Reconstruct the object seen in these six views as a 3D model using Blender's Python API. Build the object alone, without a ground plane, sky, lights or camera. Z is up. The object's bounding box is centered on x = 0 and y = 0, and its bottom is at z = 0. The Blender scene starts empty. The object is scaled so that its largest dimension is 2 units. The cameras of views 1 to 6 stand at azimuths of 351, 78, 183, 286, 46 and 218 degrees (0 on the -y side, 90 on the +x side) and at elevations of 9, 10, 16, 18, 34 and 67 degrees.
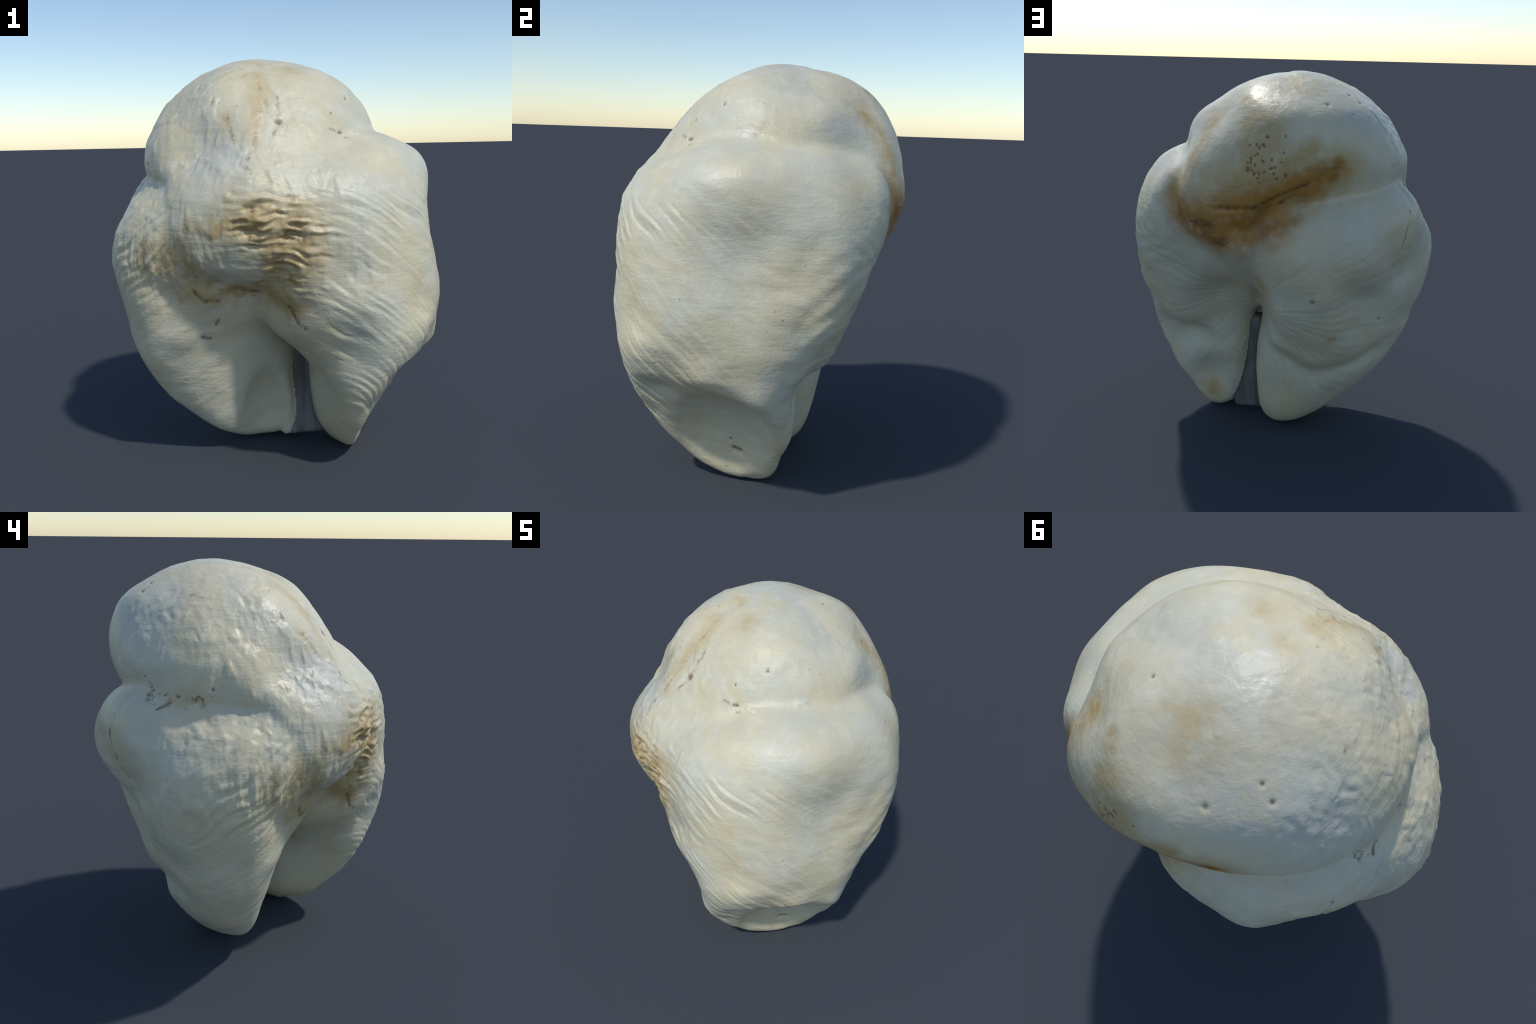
import bpy, math
import numpy as np

STEP = .0065

# ---------------------------------------------------------------- the three swollen masses
# Each mass is lofted through a stack of cross-sections round its own centre: one section per
# polar angle (crown to foot), each section a closed smooth curve through its radii (metres),
# read counter-clockwise from +x.
MASSES = {
    "head": dict(centre=(-0.02, 0.06, 1.45), crown=0.539, foot=0.660, sections=[
        [0.542, 0.548, 0.554, 0.561, 0.574, 0.578, 0.573, 0.562, 0.554, 0.543, 0.528, 0.512, 0.508, 0.515, 0.530, 0.538],
        [0.562, 0.558, 0.596, 0.627, 0.615, 0.611, 0.601, 0.583, 0.571, 0.551, 0.540, 0.509, 0.499, 0.516, 0.547, 0.564],
        [0.588, 0.616, 0.611, 0.663, 0.677, 0.654, 0.644, 0.609, 0.595, 0.553, 0.546, 0.523, 0.504, 0.516, 0.531, 0.564],
        [0.591, 0.598, 0.684, 0.681, 0.637, 0.613, 0.627, 0.637, 0.619, 0.604, 0.545, 0.577, 0.558, 0.556, 0.531, 0.552],
        [0.600, 0.626, 0.741, 0.664, 0.557, 0.521, 0.525, 0.565, 0.617, 0.624, 0.706, 0.728, 0.720, 0.692, 0.614, 0.588],
        [0.635, 0.659, 0.686, 0.663, 0.584, 0.540, 0.540, 0.574, 0.629, 0.705, 0.794, 0.782, 0.766, 0.719, 0.668, 0.637],
        [0.661, 0.658, 0.653, 0.638, 0.616, 0.599, 0.599, 0.618, 0.653, 0.693, 0.724, 0.735, 0.727, 0.708, 0.686, 0.669],
        [0.663, 0.656, 0.649, 0.644, 0.642, 0.642, 0.645, 0.651, 0.660, 0.668, 0.676, 0.681, 0.682, 0.681, 0.676, 0.670],
    ]),
    "right_lobe": dict(centre=(0.38, -0.1, 0.8), crown=0.845, foot=0.764, sections=[
        [0.820, 0.822, 0.828, 0.837, 0.845, 0.851, 0.855, 0.855, 0.854, 0.851, 0.849, 0.846, 0.843, 0.840, 0.838, 0.836, 0.832, 0.827, 0.823, 0.820],
        [0.771, 0.793, 0.829, 0.868, 0.884, 0.881, 0.866, 0.849, 0.835, 0.828, 0.828, 0.831, 0.833, 0.832, 0.822, 0.810, 0.790, 0.775, 0.765, 0.765],
        [0.563, 0.653, 0.759, 0.821, 0.913, 0.881, 0.833, 0.798, 0.778, 0.773, 0.779, 0.796, 0.821, 0.844, 0.827, 0.762, 0.702, 0.648, 0.582, 0.545],
        [0.470, 0.532, 0.659, 0.718, 0.760, 0.760, 0.737, 0.713, 0.698, 0.698, 0.713, 0.742, 0.775, 0.793, 0.742, 0.686, 0.624, 0.558, 0.496, 0.461],
        [0.435, 0.484, 0.579, 0.600, 0.564, 0.601, 0.612, 0.606, 0.602, 0.611, 0.635, 0.667, 0.698, 0.712, 0.653, 0.619, 0.572, 0.520, 0.470, 0.434],
        [0.429, 0.451, 0.510, 0.508, 0.495, 0.495, 0.496, 0.493, 0.497, 0.516, 0.549, 0.587, 0.611, 0.626, 0.620, 0.599, 0.541, 0.499, 0.456, 0.430],
        [0.438, 0.443, 0.456, 0.456, 0.449, 0.428, 0.407, 0.397, 0.398, 0.419, 0.460, 0.515, 0.568, 0.596, 0.562, 0.590, 0.559, 0.488, 0.444, 0.435],
        [0.452, 0.446, 0.436, 0.438, 0.408, 0.378, 0.356, 0.338, 0.326, 0.334, 0.377, 0.450, 0.526, 0.571, 0.547, 0.593, 0.540, 0.470, 0.458, 0.442],
        [0.492, 0.464, 0.417, 0.391, 0.370, 0.364, 0.356, 0.336, 0.307, 0.285, 0.317, 0.395, 0.500, 0.589, 0.618, 0.601, 0.485, 0.465, 0.464, 0.471],
        [0.537, 0.527, 0.462, 0.379, 0.383, 0.418, 0.424, 0.402, 0.367, 0.336, 0.326, 0.361, 0.497, 0.625, 0.680, 0.595, 0.538, 0.527, 0.531, 0.538],
        [0.615, 0.611, 0.610, 0.593, 0.575, 0.574, 0.563, 0.535, 0.496, 0.469, 0.477, 0.540, 0.611, 0.673, 0.698, 0.668, 0.649, 0.636, 0.627, 0.620],
        [0.695, 0.695, 0.712, 0.742, 0.758, 0.758, 0.746, 0.728, 0.706, 0.688, 0.689, 0.704, 0.714, 0.728, 0.744, 0.753, 0.749, 0.736, 0.720, 0.705],
    ]),
    "left_lobe": dict(centre=(-0.32, 0.06, 0.78), crown=0.763, foot=0.639, sections=[
        [0.758, 0.763, 0.767, 0.769, 0.770, 0.769, 0.765, 0.760, 0.752, 0.745, 0.739, 0.735, 0.734, 0.735, 0.738, 0.742, 0.747, 0.753],
        [0.736, 0.757, 0.774, 0.781, 0.776, 0.769, 0.776, 0.760, 0.710, 0.678, 0.678, 0.688, 0.699, 0.703, 0.702, 0.702, 0.707, 0.718],
        [0.683, 0.728, 0.783, 0.829, 0.803, 0.769, 0.727, 0.671, 0.625, 0.625, 0.636, 0.667, 0.692, 0.667, 0.646, 0.637, 0.638, 0.653],
        [0.608, 0.665, 0.738, 0.787, 0.718, 0.681, 0.517, 0.451, 0.515, 0.569, 0.582, 0.595, 0.604, 0.589, 0.574, 0.562, 0.560, 0.574],
        [0.525, 0.572, 0.628, 0.653, 0.616, 0.468, 0.388, 0.398, 0.446, 0.495, 0.510, 0.523, 0.476, 0.495, 0.500, 0.490, 0.486, 0.497],
        [0.460, 0.491, 0.547, 0.595, 0.530, 0.410, 0.355, 0.358, 0.394, 0.446, 0.464, 0.477, 0.438, 0.423, 0.431, 0.427, 0.430, 0.441],
        [0.445, 0.482, 0.521, 0.539, 0.485, 0.393, 0.354, 0.345, 0.360, 0.411, 0.462, 0.467, 0.439, 0.389, 0.382, 0.391, 0.408, 0.427],
        [0.514, 0.569, 0.564, 0.524, 0.475, 0.413, 0.369, 0.357, 0.369, 0.425, 0.474, 0.483, 0.429, 0.389, 0.384, 0.407, 0.440, 0.471],
        [0.600, 0.694, 0.651, 0.571, 0.494, 0.434, 0.397, 0.384, 0.388, 0.443, 0.496, 0.498, 0.466, 0.433, 0.424, 0.464, 0.543, 0.581],
        [0.817, 0.834, 0.773, 0.653, 0.544, 0.492, 0.469, 0.455, 0.463, 0.491, 0.527, 0.544, 0.531, 0.513, 0.513, 0.574, 0.697, 0.807],
        [0.773, 0.755, 0.719, 0.667, 0.615, 0.576, 0.550, 0.536, 0.536, 0.547, 0.567, 0.590, 0.612, 0.636, 0.665, 0.701, 0.740, 0.768],
    ]),
}

def spline(t):
    return (-.5 * t + t * t - .5 * t ** 3, 1 - 2.5 * t * t + 1.5 * t ** 3,
            .5 * t + 2 * t * t - 1.5 * t ** 3, -.5 * t * t + .5 * t ** 3)

class Mass:
    def __init__(self, centre, crown, sections, foot):
        self.c = np.array(centre)
        s = np.array(sections)
        n = s.shape[1]
        g = np.vstack([np.full(n, crown), s, np.full(n, foot)])
        self.g = np.vstack([np.roll(s[0], n // 2), g, np.roll(s[-1], n // 2)])
        self.rows, self.n = len(g), n

    def radius(self, d):
        a = np.arccos(np.clip(d[:, 2], -1, 1)) / np.pi * (self.rows - 1)
        i = np.clip(np.floor(a).astype(int), 0, self.rows - 2)
        b = (np.arctan2(d[:, 1], d[:, 0]) / (2 * np.pi) * self.n) % self.n
        j = np.floor(b).astype(int)
        wa, wb = spline(a - i), spline(b - j)
        j = j % self.n
        return sum(wa[x] * wb[y] * self.g[i + x, (j + y - 1) % self.n] for x in range(4) for y in range(4))

    def field(self, p):
        d = p - self.c
        r = np.linalg.norm(d, axis=1) + 1e-9
        return r - self.radius(d / r[:, None])

def blend(a, b, k):
    h = np.clip(.5 + .5 * (b - a) / k, 0, 1)
    return b + (a - b) * h - k * h * (1 - h)

HEAD, LOBE_R, LOBE_L = (Mass(**MASSES[k]) for k in ("head", "right_lobe", "left_lobe"))

# the matrix that closes the bottom of the cleft: a thin upright web between the lobes
WEB_C, WEB_H, WEB_R = np.array([.16, .035, .33]), np.array([.13, .05, .28]), .03

def web(p):
    q = np.abs(p - WEB_C) - WEB_H + WEB_R
    return np.linalg.norm(np.maximum(q, 0), axis=1) + np.minimum(q.max(1), 0) - WEB_R

# the right lobe's foot is cut to a chisel by a shallow scoop that leaves a ledge above it
SCOOP_C, SCOOP_R = np.array([0.84, -0.406, 0.09]), 0.5

def scoop(p):
    return SCOOP_R - np.linalg.norm(p - SCOOP_C, axis=1)

# hollows pressed into the lobes beside the cleft: a high arched one in front,
# two at the back of the right lobe, and the slit itself
HOLLOWS = [[[-0.03, -0.62, 0.1], [0.3, 0.62, 0.56], 0.1], [[0.33, 0.52, 0.72], [0.22, 0.3, 0.22], 0.14], [[0.44, 0.42, 0.22], [0.24, 0.36, 0.27], 0.1], [[0.15, 0.39, 0.58], [0.02, 0.14, 0.2], 0.03]]     # (centre, half sizes, softness of the rim)

def hollow(p, centre, size):
    return (1 - np.linalg.norm((p - np.array(centre)) / np.array(size), axis=1)) * min(size)

def fields(p):
    return HEAD.field(p), -blend(-LOBE_R.field(p), -scoop(p), 0.06), LOBE_L.field(p), web(p)

def solid(p):
    h, r, l, w = fields(p)
    lobes = blend(r, l, 0.05)
    for centre, size, soft in HOLLOWS:
        lobes = -blend(-lobes, -hollow(p, centre, size), soft)
    return blend(blend(lobes, h, 0.04), w, .015)

# ---------------------------------------------------------------- skin the solid (surface nets)
def skin(f, low, high, step, coarse=6):
    low = np.array(low)
    nb = np.ceil((np.array(high) - low) / (step * coarse)).astype(int)
    n = nb * coarse + 1
    cs = step * coarse
    ax = [low[k] + (np.arange(nb[k]) + .5) * cs for k in range(3)]
    mid = np.stack(np.meshgrid(*ax, indexing="ij"), -1).reshape(-1, 3)
    v = f(mid)
    val = np.repeat(np.repeat(np.repeat(v.reshape(nb), coarse, 0), coarse, 1), coarse, 2).astype(np.float32)
    val = np.pad(val, ((0, 1),) * 3, mode="edge")
    near = np.array(np.unravel_index(np.where(np.abs(v) < cs * 1.9)[0], nb)).T
    loc = np.stack(np.meshgrid(*[np.arange(coarse + 1)] * 3, indexing="ij"), -1).reshape(-1, 3)
    for part in np.array_split(near, max(1, len(near) // 1500)):
        ijk = (part[:, None] * coarse + loc[None]).reshape(-1, 3)
        val[ijk[:, 0], ijk[:, 1], ijk[:, 2]] = f(low + ijk * step)
    inside = val < 0
    corners = [(a, b, c) for a in (0, 1) for b in (0, 1) for c in (0, 1)]
    cut = lambda arr, o: arr[o[0]:n[0] - 1 + o[0], o[1]:n[1] - 1 + o[1], o[2]:n[2] - 1 + o[2]]
    count = sum(cut(inside, o).astype(np.int8) for o in corners)
    cell = np.array(np.where((count > 0) & (count < 8))).T
    num = np.full(n - 1, -1)
    num[tuple(cell.T)] = np.arange(len(cell))
    total, hits = np.zeros((len(cell), 3)), np.zeros(len(cell))
    for a in corners:
        for k in range(3):
            if a[k]:
                continue
            b = tuple(a[m] + (m == k) for m in range(3))
            va, vb = val[tuple((cell + a).T)], val[tuple((cell + b).T)]
            m = (va < 0) != (vb < 0)
            t = va / np.where(m, va - vb, 1)
            p = np.array(a)[None] + t[:, None] * (np.array(b) - a)[None]
            total += np.where(m[:, None], p, 0)
            hits += m
    verts = low + (cell + total / hits[:, None]) * step
    quads = []
    for k in range(3):
        e = np.eye(3, dtype=int)
        u, w = e[(k + 1) % 3], e[(k + 2) % 3]
        s0 = [slice(1, n[m] - 1) if m != k else slice(0, n[m] - 1) for m in range(3)]
        s1 = [slice(1, n[m] - 1) if m != k else slice(1, n[m]) for m in range(3)]
        A, B_ = inside[tuple(s0)], inside[tuple(s1)]
        at = np.array(np.where(A != B_)).T + np.array([1 if m != k else 0 for m in range(3)])
        out = inside[tuple(at.T)]
        q = np.stack([num[tuple((at - u - w).T)], num[tuple((at - w).T)], num[tuple(at.T)], num[tuple((at - u).T)]], 1)
        q = np.where(out[:, None], q, q[:, ::-1])
        quads.append(q)
    return verts, np.vstack(quads)

def gradient(f, p, e=.003):
    g = np.stack([f(p + d) - f(p - d) for d in np.eye(3) * e], 1) / (2 * e)
    return g

V, F = skin(solid, (-.95, -.85, -.06), (.95, .85, 2.08), STEP)
for _ in range(2):                                   # settle the skin on the solid
    g = gradient(solid, V)
    V = V - np.clip(solid(V) / (g ** 2).sum(1), -STEP, STEP)[:, None] * g
N = gradient(solid, V)
N /= np.linalg.norm(N, axis=1, keepdims=True)

# ---------------------------------------------------------------- noise for the relief
def hash3(i, seed):
    i = i.astype(np.int64)
    h = (i[..., 0] * 374761393 + i[..., 1] * 668265263 + i[..., 2] * 2147483647 + seed * 1274126177) & 0xffffffff
    h = ((h ^ (h >> 13)) * 1274126177) & 0xffffffff
    h = ((h ^ (h >> 16)) * 2246822519) & 0xffffffff
    return h ^ (h >> 15)

def noise(p, seed=0):
    c = np.floor(p)
    f = p - c
    u = f * f * f * (f * (f * 6 - 15) + 10)
    out = 0
    for o in [(a, b, d) for a in (0, 1) for b in (0, 1) for d in (0, 1)]:
        h = hash3(c + o, seed)
        g = np.stack([(h & 1023) / 511.5 - 1, ((h >> 10) & 1023) / 511.5 - 1, ((h >> 20) & 1023) / 511.5 - 1], -1)
        w = np.prod([u[:, k] if o[k] else 1 - u[:, k] for k in range(3)], axis=0)
        out = out + w * ((f - o) * g).sum(1)
    return out * 1.4

def facet(p, seed=0):
    """piecewise flat noise: random heights joined by plane facets with sharp creases"""
    p = p @ np.array([[.36, .48, -.8], [-.8, .6, 0], [.48, .64, .6]])
    c = np.floor(p)
    f = p - c
    order = np.argsort(-f, axis=1)
    fs = np.take_along_axis(f, order, 1)
    w = np.stack([1 - fs[:, 0], fs[:, 0] - fs[:, 1], fs[:, 1] - fs[:, 2], fs[:, 2]], 1)
    out, corner, rows = 0, c.copy(), np.arange(len(p))
    for k in range(4):
        out = out + w[:, k] * ((hash3(corner, seed) & 4095) / 2047.5 - 1)
        if k < 3:
            corner[rows, order[:, k]] += 1
    return out

def fbm(p, octaves=3, seed=0):
    return sum(noise(p * 2.03 ** k, seed + k) / 2 ** k for k in range(octaves))

def cells(p, seed=0):
    """distance to the nearest of scattered points"""
    c = np.floor(p)
    best = np.full(len(p), 9.)
    for o in [(a, b, d) for a in (-1, 0, 1) for b in (-1, 0, 1) for d in (-1, 0, 1)]:
        h = hash3(c + o, seed)
        q = c + o + np.stack([h & 1023, (h >> 10) & 1023, (h >> 20) & 1023], -1) / 1023.
        best = np.minimum(best, np.linalg.norm(p - q, axis=1))
    return best

def ramp(x, a, b):
    t = np.clip((x - a) / (b - a), 0, 1)
    return t * t * (3 - 2 * t)

def to_path(p, path):
    """distance from points to a polyline"""
    path = [np.array(q, float) for q in path]
    if len(path) == 1:
        return np.linalg.norm(p - path[0], axis=1)
    best = np.full(len(p), 9.)
    for a, b in zip(path, path[1:]):
        t = np.clip(((p - a) @ (b - a)) / max(1e-12, (b - a) @ (b - a)), 0, 1)
        best = np.minimum(best, np.linalg.norm(p - a - t[:, None] * (b - a), axis=1))
    return best

def bump(p, path, width):
    return np.exp(-(to_path(p, path) / width) ** 2)

# ---------------------------------------------------------------- marks: where stains, pits and cracks sit
# name: list of (path of points on the surface, radius in metres)
CRACK = [(-.64, .425, 1.342), (-.635, .459, 1.257), (-.623, .457, 1.18), (-.602, .443, 1.111), (-.588, .397, 1.015)]
MARKS = {
    "ochre": [([(-.25, .62, 1.57), (-.15, .65, 1.50)], .07), ([(-.13, .65, 1.49), (-.015, .655, 1.43), (.136, .676, 1.385), (.29, .675, 1.33)], .13),
              ([(.25, .675, 1.30), (.42, .63, 1.29), (.50, .58, 1.33)], .165),
              ([(.427, .617, 1.25), (.30, .622, 1.20), (.168, .653, 1.26), (.03, .64, 1.31)], .145)],
    "amber": [([(.10, .67, 1.70), (.14, .69, 1.55), (.2, .66, 1.45)], .16), ([(-.15, .67, 1.67), (.0, .68, 1.60)], .075), ([(.36, .435, 1.78), (.46, .53, 1.58), (.55, .52, 1.42)], .085), ([(-.26, .6, 1.57), (-.05, .65, 1.47), (.2, .67, 1.45)], .15),
              ([(-.265, .524, .663)], .045), ([(.121, .515, .933)], .06), ([(.43, .113, .14)], .09),
              ([(-.21, -.63, 1.25), (-.03, -.652, 1.20), (-.09, -.61, 1.06)], .13), ([(-.04, -.65, 1.34), (-.06, -.65, 1.26)], .03), ([(-.31, -.6, 1.23), (-.37, -.58, 1.2)], .06),
              ([(-.45, -.405, .915), (-.32, -.43, .90), (-.121, -.507, .927), (.0, -.57, .85)], .07), ([(-.507, -.365, .887)], .04),
              
              ([(-.443, .10, 1.857)], .018), ([(.505, .19, 1.725)], .016), ([(.13, .70, 1.63), (.06, .70, 1.60)], .06), ([(.2, .536, 1.844)], .06)],
    "tan": [([(.054, -.124, 1.93)], .09), ([(-.103, -.055, 1.962)], .08), ([(-.11, -.2, 1.88), (-.122, -.373, 1.717), (-.18, -.47, 1.57)], .07), ([(-.017, .343, 1.971), (-.06, .40, 1.94)], .14),
            ([(-.273, -.346, 1.706), (-.266, -.396, 1.633)], .05), ([(.1, .67, 1.70), (.1, .69, 1.5), (.35, .62, 1.5)], .22), ([(.3, .66, 1.25), (.1, .67, 1.3), (-.2, .63, 1.5)], .19),
            ([(-.25, -.62, 1.25), (.0, -.65, 1.15), (-.05, -.55, .9)], .24), ([(-.5, -.40, 1.1), (-.42, -.40, .9)], .16), ([(-.64, .15, 1.42), (-.63, .0, 1.43)], .03), ([(.13, .3, .8), (.121, .5, .93)], .10)],
    "earth": [([(-.27, -.62, 1.24), (-.05, -.65, 1.20), (-.06, -.60, 1.02)], .15), ([(-.50, -.40, 1.10), (-.40, -.44, .95), (-.2, -.45, .93), (.0, -.56, .88)], .12), ([(-.62, -.28, 1.12), (-.56, -.35, 1.0)], .10), ([(-.35, -.58, 1.2), (-.45, -.5, 1.2)], .08)],
    "slate": [([(-.36, -.38, 1.62), (-.30, -.48, 1.50), (-.40, -.42, 1.45)], .15), ([(-.63, -.1, 1.42), (-.55, -.28, 1.36)], .10), ([(-.3, .45, 1.78), (-.45, .3, 1.72)], .16), ([(.45, .3, 1.68)], .14)],
    "umber": [([(.45, .61, 1.28), (.36, .645, 1.27)], .05), ([(.30, .62, 1.185)], .045), ([(.29, .674, 1.37), (.13, .68, 1.36), (-.02, .655, 1.43), (-.14, .65, 1.50)], .018), ([(-.27, .61, 1.58)], .03),
              ([(-.206, -.637, 1.305)], .02), ([(-.222, -.636, 1.2)], .024), ([(-.06, -.65, 1.2), (.0, -.653, 1.165)], .026), ([(-.194, -.627, 1.138)], .022), ([(-.09, -.62, 1.085), (-.07, -.6, 1.03)], .022),
              ([(-.449, -.405, .915), (-.42, -.40, .88)], .014), ([(-.40, -.40, .867), (-.34, -.413, .87)], .016), ([(-.215, -.44, .895), (-.16, -.46, .89)], .018),
              ([(-.04, -.56, .86), (-.025, -.566, .82), (.004, -.574, .772), (.04, -.575, .765)], .013), ([(-.33, -.358, .77), (-.34, -.35, .735)], .010), ([(-.40, -.314, .666), (-.37, -.315, .66)], .016),
                            ([(-.18, -.44, .86), (-.145, -.455, .81)], .006)],
    "vein": [([(-.10, -.25, 1.84), (-.12, -.37, 1.717), (-.16, -.458, 1.60), (-.21, -.53, 1.49), (-.20, -.56, 1.44)], .012), ([(-.03, -.30, 1.78), (-.04, -.40, 1.67), (-.07, -.45, 1.60)], .012),
             ([(-.27, -.34, 1.71), (-.26, -.40, 1.63), (-.235, -.44, 1.58)], .014), ([(-.33, -.27, 1.77), (-.27, -.30, 1.74)], .01), ([(-.05, -.65, 1.36), (-.06, -.65, 1.26)], .014), ([(.3, -.36, 1.60), (.20, -.38, 1.63)], .01)],
    "plum": [([(-.011, .62, 1.368)], .022), ([(-.04, -.405, 1.672)], .022), 
             ([(.159, .697, 1.562)], .016), ([(.452, .611, 1.276)], .012)],
    "speck": [([(.317, -.213, 1.782)], .010), ([(.25, -.366, 1.62), (.265, -.36, 1.625)], .011), ([(.221, -.329, 1.706)], .008), ([(-.305, .367, 1.893)], .011), ([(-.2, .522, 1.858)], .013),
              ([(.18, .295, 1.953)], .009), ([(-.365, .392, 1.872)], .012), ([(.41, -.134, .19), (.412, -.10, .185)], .018), ([(.425, -.16, .235)], .010), ([(-.157, .647, .905)], .016), ([(-.526, .346, .721)], .012),
              ([(-.619, .254, 1.448)], .014), ([(-.649, .15, 1.42), (-.66, .199, 1.395)], .011), ([(-.639, .108, 1.441)], .012), ([(-.642, .024, 1.433)], .013), ([(-.631, -.046, 1.485)], .010), ([(-.61, .278, 1.517)], .008),
              (CRACK[:4], .0075), (CRACK[3:], .005)],
    "chip": [([(.31, -.325, 1.615), (.345, -.32, 1.612)], .013), ([(.465, -.145, 1.647), (.48, -.13, 1.65)], .018), ([(.47, -.1, 1.64)], .012), ([(-.385, -.32, .672)], .008), ([(.23, -.38, 1.60)], .008)],
}
rng = np.random.default_rng(11)
for k in range(34):                                     # dirt caught in the groove under the head
    a = np.array([-.64, .26 - .36 * rng.random() ** 1.3, 1.435]) + rng.normal(0, 1, 3) * (.01, .01, .022)
    MARKS["vein" if k % 3 else "speck"].append(([tuple(a), tuple(a + rng.normal(0, 1, 3) * (.002, .012, .005))], .006 + .010 * rng.random() * (k % 3 > 0)))
for k in range(36):                                     # pores on the stained back of the head
    a = np.array([.105, .69, 1.60]) + rng.normal(0, 1, 3) * (.045, .004, .075)
    MARKS["plum"].append(([tuple(a), tuple(a + rng.normal(0, 1, 3) * (.003, 0, .005))], .005 + .004 * rng.random()))

def seat(marks, verts):
    """lay every mark on the nearest point of the surface"""
    for name, strokes in marks.items():
        for k, (path, rad) in enumerate(strokes):
            strokes[k] = ([tuple(verts[np.argmin(((verts - np.array(q)) ** 2).sum(1))]) for q in path], rad)

# ---------------------------------------------------------------- relief
def relief(p, n):
    x, y, z = p.T
    h, r, l, w = fields(p)
    warp = p + .05 * np.stack([noise(p * 4, 5 + k) for k in range(3)], 1)
    wx, wy, wz = warp.T
    d = .0045 * fbm(p * 4.5, 2, 1)
    on_head = ramp(np.minimum(r, l) - h, -.03, .06)
    on_left = ramp(np.minimum(h, r) - l, -.03, .04)
    on_right = ramp(np.minimum(h, l) - r, -.03, .04)
    front = ramp(-n[:, 1], -.05, .5)

    # hammered, dented bone on the weathered side of the head and round the neck
    rough = np.clip(ramp(-x * .8 - y * .6, -.05, .3) * ramp(z, .75, 1.05) * ramp(2.02 - z, 0, .35) + .25 * ramp(.15 - x, 0, .3) * on_head, 0, 1)
    patchy = ramp(noise(p * 5, 4), -.7, .3)
    d += rough * patchy * (.009 * np.maximum(facet(p * (24, 24, 17), 3) - .12, 0) - .010 * np.maximum(facet(p * (21, 21, 16), 7) - .3, 0) + .0022 * facet(p * (44, 44, 30), 4)) + rough * .004 * noise(p * 10, 9)
    d += .0012 * on_head * facet(p * 30, 6)

    # wrinkled terraces that fan out from the knot at the front over the right lobe
    slope = .48 + .22 * ramp(1.4 - z, 0, 1.1)
    fx, fy, fz = (p + .006 * np.stack([facet(p * 9, 81 + k) for k in range(3)], 1) + .010 * np.stack([noise(p * 4, 85 + k) for k in range(3)], 1)).T
    s = fz + slope * (fx + .1) + .62 * (fy + .62)
    along = fx - .4 * fz
    def terrace(freq, seed):
        q = s * freq + .45 * noise(np.stack([along * 5, s * 5, y * 2], 1), seed)
        saw = q - np.floor(q)
        cell = np.floor(q)
        break_up = .22 + 2.1 * noise(np.stack([along * 5.5, cell * 3.7, cell * 1.3], 1), seed + 1)
        return (np.where(saw < .72, saw / .72, (1 - saw) / .28) - .5) * np.clip(break_up, 0, 1.3)
    fan = ramp(x, -.12, .12) * ramp(z, .2, .4) * ramp(1.47 - .12 * x - z, 0, .12) * ramp(-.02 - y, 0, .42) * (1 - on_head * .8) * ramp(-scoop(p), .0, .05)
    d += fan * (.5 + .8 * ramp(noise(p * 3.3, 25), -.25, .35)) * (.0085 * terrace(14, 21) + .003 * terrace(29, 31))
    knot = bump(p, [(-.16, -.63, 1.25), (-.01, -.65, 1.19), (-.05, -.61, 1.05)], .14)
    q = (fz + .10 * fx) * 25 + .6 * noise(p * 6, 41) + .35 * facet(p * 16, 42)
    d += knot * (.011 * np.sin(2 * np.pi * q) * np.clip(.25 + 2.2 * noise(p * (11, 11, 22), 43), 0, 1) + .009 * facet(p * (13, 13, 30), 44) + .005 * facet(p * 36, 45))
    for c, size, deep in [((-.206, -.637, 1.305), .03, .022), ((-.222, -.636, 1.2), .03, .02), ((-.03, -.652, 1.185), .035, .018), ((-.194, -.627, 1.138), .025, .012)]:
        d -= deep * bump(p, [(c[0] - .03, c[1], c[2]), (c[0] + .03, c[1], c[2] + .006)], size * .6)

    # oblique ribs on the left lobe, rising towards the front
    s = wz - .55 * wx + .55 * wy
    ribs = noise(np.stack([s * 21, (wx + wz) * 4, wy * 4], 1), 51) + .5 * noise(np.stack([s * 44, (wx + wz) * 7, wy * 6], 1), 52)
    side = on_left * ramp(.25 - y, 0, .4)
    d += side * (ribs + .5 * facet(np.stack([s * 24, (wx + wz) * 9, wy * 9], 1), 53)) * (.0018 + .0055 * ramp(z, .7, 1.0) * front)
    d += side * rough * .004 * facet(p * 28, 55)

    # fine grain that radiates from the head of the cleft at the back
    back = ramp(n[:, 1], .1, .6) * (1 - on_head)
    ang = np.arctan2(wz - .8, wx - .13)
    d += back * (.0008 * np.sin(ang * 58 + 4 * noise(warp * 5, 61)) * (.6 + noise(warp * 3, 62)) + .0018 * noise(np.stack([ang * 14, wz * 3, wx * 3], 1), 63))
    # soft cross waves on the flank of the right lobe
    flank = on_right * ramp(n[:, 0], .2, .7)
    d += flank * (.003 * noise(np.stack([wy * 7, (wz + .5 * wy) * 16, wx * 5], 1), 71))
    fold = ramp(y, -.05, .18) * on_right * ramp(z, .55, .8) * ramp(1.35 - z, 0, .25)
    d += fold * .010 * noise(np.stack([(wy + wx) * 4, (wz - .7 * wy) * 11, wx * 3], 1), 72)

    # folds, pits, cracks
    d -= .007 * bump(warp, [(-.60, .30, 1.47), (-.645, .17, 1.42), (-.64, .05, 1.43), (-.63, -.06, 1.45)], .035)
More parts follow.
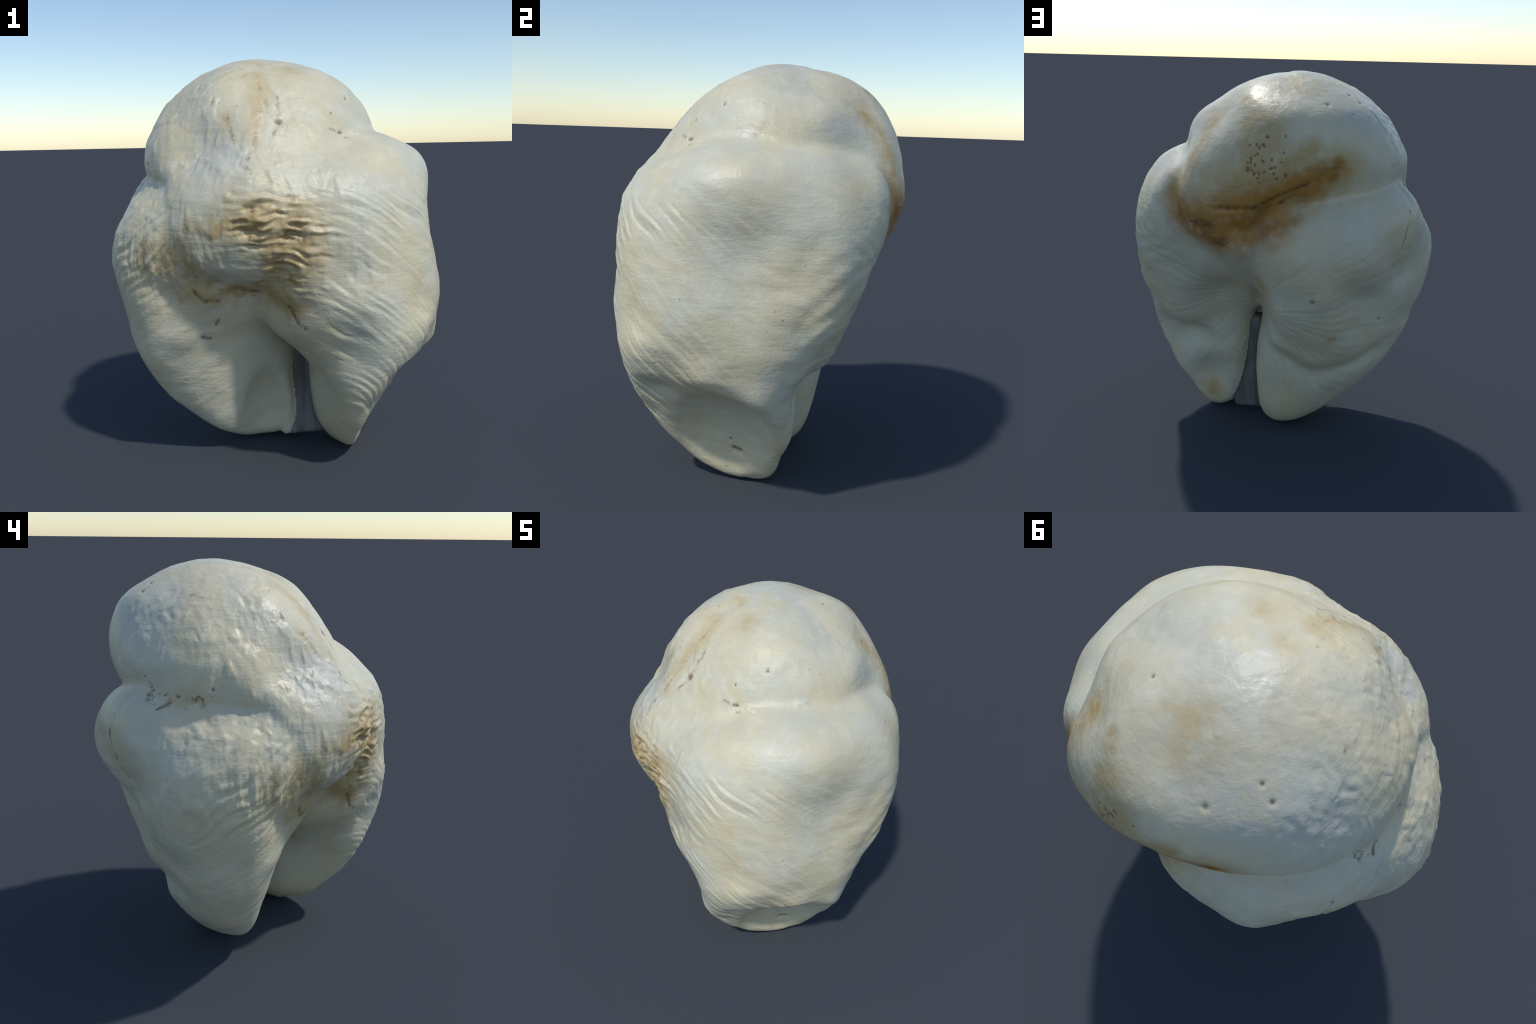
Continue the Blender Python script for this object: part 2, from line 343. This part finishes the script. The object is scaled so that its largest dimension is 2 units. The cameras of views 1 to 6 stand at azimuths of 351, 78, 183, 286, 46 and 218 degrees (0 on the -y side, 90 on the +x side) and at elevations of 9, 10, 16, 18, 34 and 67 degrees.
    d -= .009 * bump(warp, [(-.63, -.06, 1.45), (-.59, -.21, 1.42), (-.54, -.30, 1.38)], .03)
    d += .022 * bump(p, [(.08, .41, .63), (-.03, .49, .55), (-.15, .49, .49)], .06) * ramp(y, .2, .35)
    d -= .024 * bump(p, [(.03, .45, .53), (-.17, .45, .415), (-.366, .361, .423), (-.53, .24, .484)], .06) * ramp(y, .1, .3)
    d -= .014 * bump(p, [(.69, .19, .64), (.60, .12, .51), (.444, .15, .49), (.29, .153, .53)], .07) * ramp(n[:, 1], .1, .5)
    d -= .045 * bump(p, [(-.05, .64, 1.37), (.08, .65, 1.31), (.20, .65, 1.24)], .06) * ramp(y, .3, .5)
    d -= .006 * bump(p, [(.33, .66, 1.36), (.13, .68, 1.37), (-.02, .655, 1.44), (-.18, .64, 1.53)], .016)
    for name, deep in (("speck", .6), ("plum", .35), ("umber", .25)):
        for path, rad in MARKS[name]:
            d -= min(deep * rad, .007) * bump(p, path, rad * .9)
    for path, rad in MARKS["chip"]:
        d += .3 * rad * bump(p, path, rad)
    for c in [(-.237, .65, 1.288), (-.40, .658, 1.127)]:
        d -= .006 * bump(p, [c, (c[0] - .10, c[1], c[2] - .11)], .012)
    hollow_calm = 1 - .8 * bump(p, [(-.1, -.4, .8), (-.05, -.2, .45)], .2)
    d *= np.where(w < np.minimum(np.minimum(h, r), l) + .01, .15, hollow_calm)
    return d

seat(MARKS, V)
V = V + N * relief(V, N)[:, None]
V[:, 2] -= (V[:, 2].min()) * np.clip(1 - V[:, 2] / .4, 0, 1)     # let the foot stand on the ground
seat(MARKS, V)

# ---------------------------------------------------------------- materials
def tree(mat):
    mat.use_nodes = True
    t = mat.node_tree
    return t, t.nodes["Principled BSDF"]

def add(t, kind, **props):
    n = t.nodes.new(kind)
    for k, v in props.items():
        setattr(n, k, v)
    return n

def stroke_group():
    """mask of 1 inside a capsule from A to B, fading to 0 at Radius"""
    g = bpy.data.node_groups.new("stroke", "ShaderNodeTree")
    for nm, ty in (("P", "NodeSocketVector"), ("A", "NodeSocketVector"), ("BA", "NodeSocketVector"), ("InvLen2", "NodeSocketFloat"), ("Radius", "NodeSocketFloat"), ("Soft", "NodeSocketFloat"), ("Before", "NodeSocketFloat")):
        g.interface.new_socket(nm, in_out="INPUT", socket_type=ty)
    g.interface.new_socket("Mask", in_out="OUTPUT", socket_type="NodeSocketFloat")
    g.interface.new_socket("P", in_out="OUTPUT", socket_type="NodeSocketVector")
    i, o = g.nodes.new("NodeGroupInput"), g.nodes.new("NodeGroupOutput")
    L = g.links.new
    pa = add(g, "ShaderNodeVectorMath", operation="SUBTRACT")
    L(i.outputs["P"], pa.inputs[0]); L(i.outputs["A"], pa.inputs[1])
    dot = add(g, "ShaderNodeVectorMath", operation="DOT_PRODUCT")
    L(pa.outputs[0], dot.inputs[0]); L(i.outputs["BA"], dot.inputs[1])
    tt = add(g, "ShaderNodeMath", operation="MULTIPLY", use_clamp=True)
    L(dot.outputs["Value"], tt.inputs[0]); L(i.outputs["InvLen2"], tt.inputs[1])
    sc = add(g, "ShaderNodeVectorMath", operation="SCALE")
    L(i.outputs["BA"], sc.inputs[0]); L(tt.outputs[0], sc.inputs["Scale"])
    dd = add(g, "ShaderNodeVectorMath", operation="DISTANCE")
    L(pa.outputs[0], dd.inputs[0]); L(sc.outputs[0], dd.inputs[1])
    q = add(g, "ShaderNodeMath", operation="DIVIDE")
    L(dd.outputs["Value"], q.inputs[0]); L(i.outputs["Radius"], q.inputs[1])
    m = add(g, "ShaderNodeMapRange", interpolation_type="SMOOTHSTEP")
    L(q.outputs[0], m.inputs["Value"]); L(i.outputs["Soft"], m.inputs["From Min"])
    m.inputs["From Max"].default_value, m.inputs["To Min"].default_value, m.inputs["To Max"].default_value = 1.25, 1, 0
    top = add(g, "ShaderNodeMath", operation="MAXIMUM")          # strokes are chained one after the other
    L(m.outputs[0], top.inputs[0]); L(i.outputs["Before"], top.inputs[1])
    on = add(g, "ShaderNodeVectorMath", operation="MULTIPLY_ADD")
    L(top.outputs[0], on.inputs[0]); on.inputs[1].default_value = (1e-7,) * 3; L(i.outputs["P"], on.inputs[2])
    L(top.outputs[0], o.inputs[0]); L(on.outputs[0], o.inputs[1])
    return g

STROKE = stroke_group()

def bone_material():
    mat = bpy.data.materials.new("aged_bone")
    t, bsdf = tree(mat)
    L = t.links.new
    P = add(t, "ShaderNodeTexCoord").outputs["Object"]

    def tex(scale, detail=4, rough=.55, vec=P, stretch=None):
        if stretch:
            mp = add(t, "ShaderNodeMapping")
            mp.inputs["Scale"].default_value = stretch
            mp.inputs["Rotation"].default_value = (.35, .5, .2)
            L(vec, mp.inputs["Vector"]); vec = mp.outputs[0]
        n = add(t, "ShaderNodeTexNoise")
        n.inputs["Scale"].default_value, n.inputs["Detail"].default_value, n.inputs["Roughness"].default_value = scale, detail, rough
        L(vec, n.inputs["Vector"])
        return n

    def map_(v, a, b, lo=0., hi=1.):
        m = add(t, "ShaderNodeMapRange", interpolation_type="SMOOTHSTEP")
        for k, x in zip(("From Min", "From Max", "To Min", "To Max"), (a, b, lo, hi)):
            m.inputs[k].default_value = x
        L(v, m.inputs["Value"])
        return m.outputs[0]

    def math_(op, a, b):
        m = add(t, "ShaderNodeMath", operation=op)
        for k, v in enumerate((a, b)):
            if isinstance(v, (int, float)):
                m.inputs[k].default_value = v
            else:
                L(v, m.inputs[k])
        return m.outputs[0]

    def mix(fac, a, b):
        m = add(t, "ShaderNodeMix", data_type="RGBA")
        for s, v in ((m.inputs["Factor"], fac), (m.inputs[6], a), (m.inputs[7], b)):
            if isinstance(v, tuple):
                s.default_value = (*v, 1)
            elif isinstance(v, float):
                s.default_value = v
            else:
                L(v, s)
        return m.outputs[2]

    def warped(scale, amount, detail=3):
        n = tex(scale, detail)
        sub = add(t, "ShaderNodeVectorMath", operation="MULTIPLY_ADD")
        L(n.outputs["Color"], sub.inputs[0])
        sub.inputs[1].default_value = (amount,) * 3
        base = add(t, "ShaderNodeVectorMath", operation="SUBTRACT")
        L(P, base.inputs[0]); base.inputs[1].default_value = (amount / 2,) * 3
        L(base.outputs[0], sub.inputs[2])
        return sub.outputs[0]

    def mask(name, vec, soft):
        out = None
        for path, rad in MARKS[name]:
            path = path if len(path) > 1 else [path[0], tuple(np.array(path[0]) + (0, 0, 1e-3))]
            for a, b in zip(path, path[1:]):
                a, b = np.array(a), np.array(b)
                g = add(t, "ShaderNodeGroup")
                g.node_tree = STROKE
                L(vec, g.inputs["P"])
                g.inputs["A"].default_value, g.inputs["BA"].default_value = a, b - a
                g.inputs["InvLen2"].default_value = 1 / max(1e-9, float((b - a) @ (b - a)))
                g.inputs["Radius"].default_value, g.inputs["Soft"].default_value = rad, soft
                if out is not None:
                    L(out, g.inputs["Before"])
                out, vec = g.outputs[0], g.outputs[1]
        return out

    mottle, fine, grain = tex(2.6, 5).outputs["Fac"], tex(13, 5, .6).outputs["Fac"], tex(7, 5, .6, stretch=(1, 1, 5)).outputs["Fac"]
    col = mix(map_(mottle, .36, .64), (.63, .61, .475), (.70, .615, .41))
    col = mix(map_(fine, .45, .75, 0, .5), col, (.76, .72, .56))
    col = mix(map_(grain, .5, .75, 0, .35), col, (.55, .53, .41))
    yellow = tex(4.3, 4).outputs["Fac"]
    col = mix(map_(yellow, .56, .74, 0, .45), col, (.66, .55, .30))
    vec_big, vec_small, vec_vein = warped(7, .13), warped(40, .009), warped(22, .05)
    cloud = tex(16, 5, .65).outputs["Fac"]
    amber = math_("MULTIPLY", mask("amber", vec_big, .0), map_(cloud, .3, .6, .35, .95))
    col = mix(amber, col, (.50, .34, .13))
    halo = math_("MULTIPLY", mask("tan", vec_big, 0.), map_(cloud, .3, .6, .2, .75))
    col = mix(halo, col, (.56, .42, .20))
    slate = math_("MULTIPLY", mask("slate", vec_big, 0.), map_(fine, .35, .6, .15, .7))
    col = mix(slate, col, (.52, .53, .465))
    earth = math_("MULTIPLY", mask("earth", vec_big, 0.), map_(tex(11, 6, .68).outputs["Fac"], .42, .62, .05, .8))
    col = mix(earth, col, (.36, .25, .10))
    ochre = math_("MULTIPLY", mask("ochre", vec_big, .2), map_(cloud, .25, .55, .55, .97))
    col = mix(ochre, col, (.47, .23, .045))
    deep = math_("MULTIPLY", mask("ochre", vec_big, .0), map_(tex(9, 5, .6).outputs["Fac"], .48, .68, 0, .65))
    col = mix(deep, col, (.20, .09, .018))
    vein = math_("MULTIPLY", mask("vein", vec_vein, 0.), map_(tex(26, 4, .65).outputs["Fac"], .42, .62, .0, .75))
    col = mix(vein, col, (.33, .19, .10))
    umber = math_("MULTIPLY", mask("umber", vec_small, .1), map_(tex(38, 4, .6).outputs["Fac"], .38, .62, .1, .8))
    col = mix(umber, col, (.15, .08, .03))
    col = mix(math_("MULTIPLY", mask("plum", vec_small, .2), .8), col, (.17, .075, .04))
    col = mix(math_("MULTIPLY", mask("speck", vec_small, .0), map_(tex(70, 3).outputs["Fac"], .3, .6, .45, .9)), col, (.14, .09, .045))
    col = mix(math_("MULTIPLY", mask("chip", vec_small, 0.), map_(tex(55, 3).outputs["Fac"], .45, .6, 0, .6)), col, (.86, .87, .88))
    # tiny scattered pores
    v = add(t, "ShaderNodeTexVoronoi")
    v.inputs["Scale"].default_value = 17
    L(P, v.inputs["Vector"])
    pore = math_("MULTIPLY", map_(v.outputs["Distance"], .06, .11, 1, 0), map_(tex(3.1, 2).outputs["Fac"], .56, .66))
    col = mix(math_("MULTIPLY", pore, .55), col, (.16, .12, .07))
    L(col, bsdf.inputs["Base Color"])
    L(map_(fine, .3, .7, .36, .5), bsdf.inputs["Roughness"])
    bmp = add(t, "ShaderNodeBump")
    bmp.inputs["Strength"].default_value, bmp.inputs["Distance"].default_value = .35, .006
    L(math_("ADD", tex(60, 4, .6).outputs["Fac"], math_("MULTIPLY", grain, 1.5)), bmp.inputs["Height"])
    L(bmp.outputs[0], bsdf.inputs["Normal"])
    return mat

def infill_material():
    mat = bpy.data.materials.new("grey_infill")
    t, bsdf = tree(mat)
    n = add(t, "ShaderNodeTexNoise")
    n.inputs["Scale"].default_value = 6
    tc, mp = add(t, "ShaderNodeTexCoord"), add(t, "ShaderNodeMapping")
    mp.inputs["Scale"].default_value = (3, 3, .6)
    t.links.new(tc.outputs["Object"], mp.inputs["Vector"]); t.links.new(mp.outputs[0], n.inputs["Vector"])
    r = add(t, "ShaderNodeValToRGB")
    r.color_ramp.elements[0].position, r.color_ramp.elements[1].position = .4, .62
    r.color_ramp.elements[0].color, r.color_ramp.elements[1].color = (.13, .13, .12, 1), (.25, .25, .25, 1)
    t.links.new(n.outputs["Fac"], r.inputs["Fac"]); t.links.new(r.outputs["Color"], bsdf.inputs["Base Color"])
    bsdf.inputs["Roughness"].default_value = .6
    return mat

# ---------------------------------------------------------------- objects
root = bpy.data.objects.new("bone", None)
root["label"] = "cream white weathered bone, domed head over two cleft lobes, brown stain"
root["category"] = "animal bone"
bpy.context.scene.collection.objects.link(root)

whole = bpy.data.meshes.new("whole")
whole.from_pydata(V.tolist(), [], F.tolist())
whole.update()
normals = np.empty(len(V) * 3, np.float32)
whole.vertices.foreach_get("normal", normals)
normals = normals.reshape(-1, 3)
bpy.data.meshes.remove(whole)

h, r, l, w = fields(V[F].mean(1))
region = np.argmin(np.stack([h, r, l, w - .004], 1), 1)
bone, grey = bone_material(), infill_material()
for k, name in enumerate(("head", "lobe", "lobe", "cleft_infill")):
    faces = F[region == k]
    used, idx = np.unique(faces, return_inverse=True)
    mesh = bpy.data.meshes.new(name)
    mesh.from_pydata(V[used].tolist(), [], idx.reshape(-1, 4).tolist())
    mesh.polygons.foreach_set("use_smooth", [True] * len(mesh.polygons))
    mesh.update()
    mesh.normals_split_custom_set_from_vertices(normals[used].tolist())
    mesh.materials.append(grey if name == "cleft_infill" else bone)
    part = bpy.data.objects.new(name, mesh)
    part.parent = root
    bpy.context.scene.collection.objects.link(part)
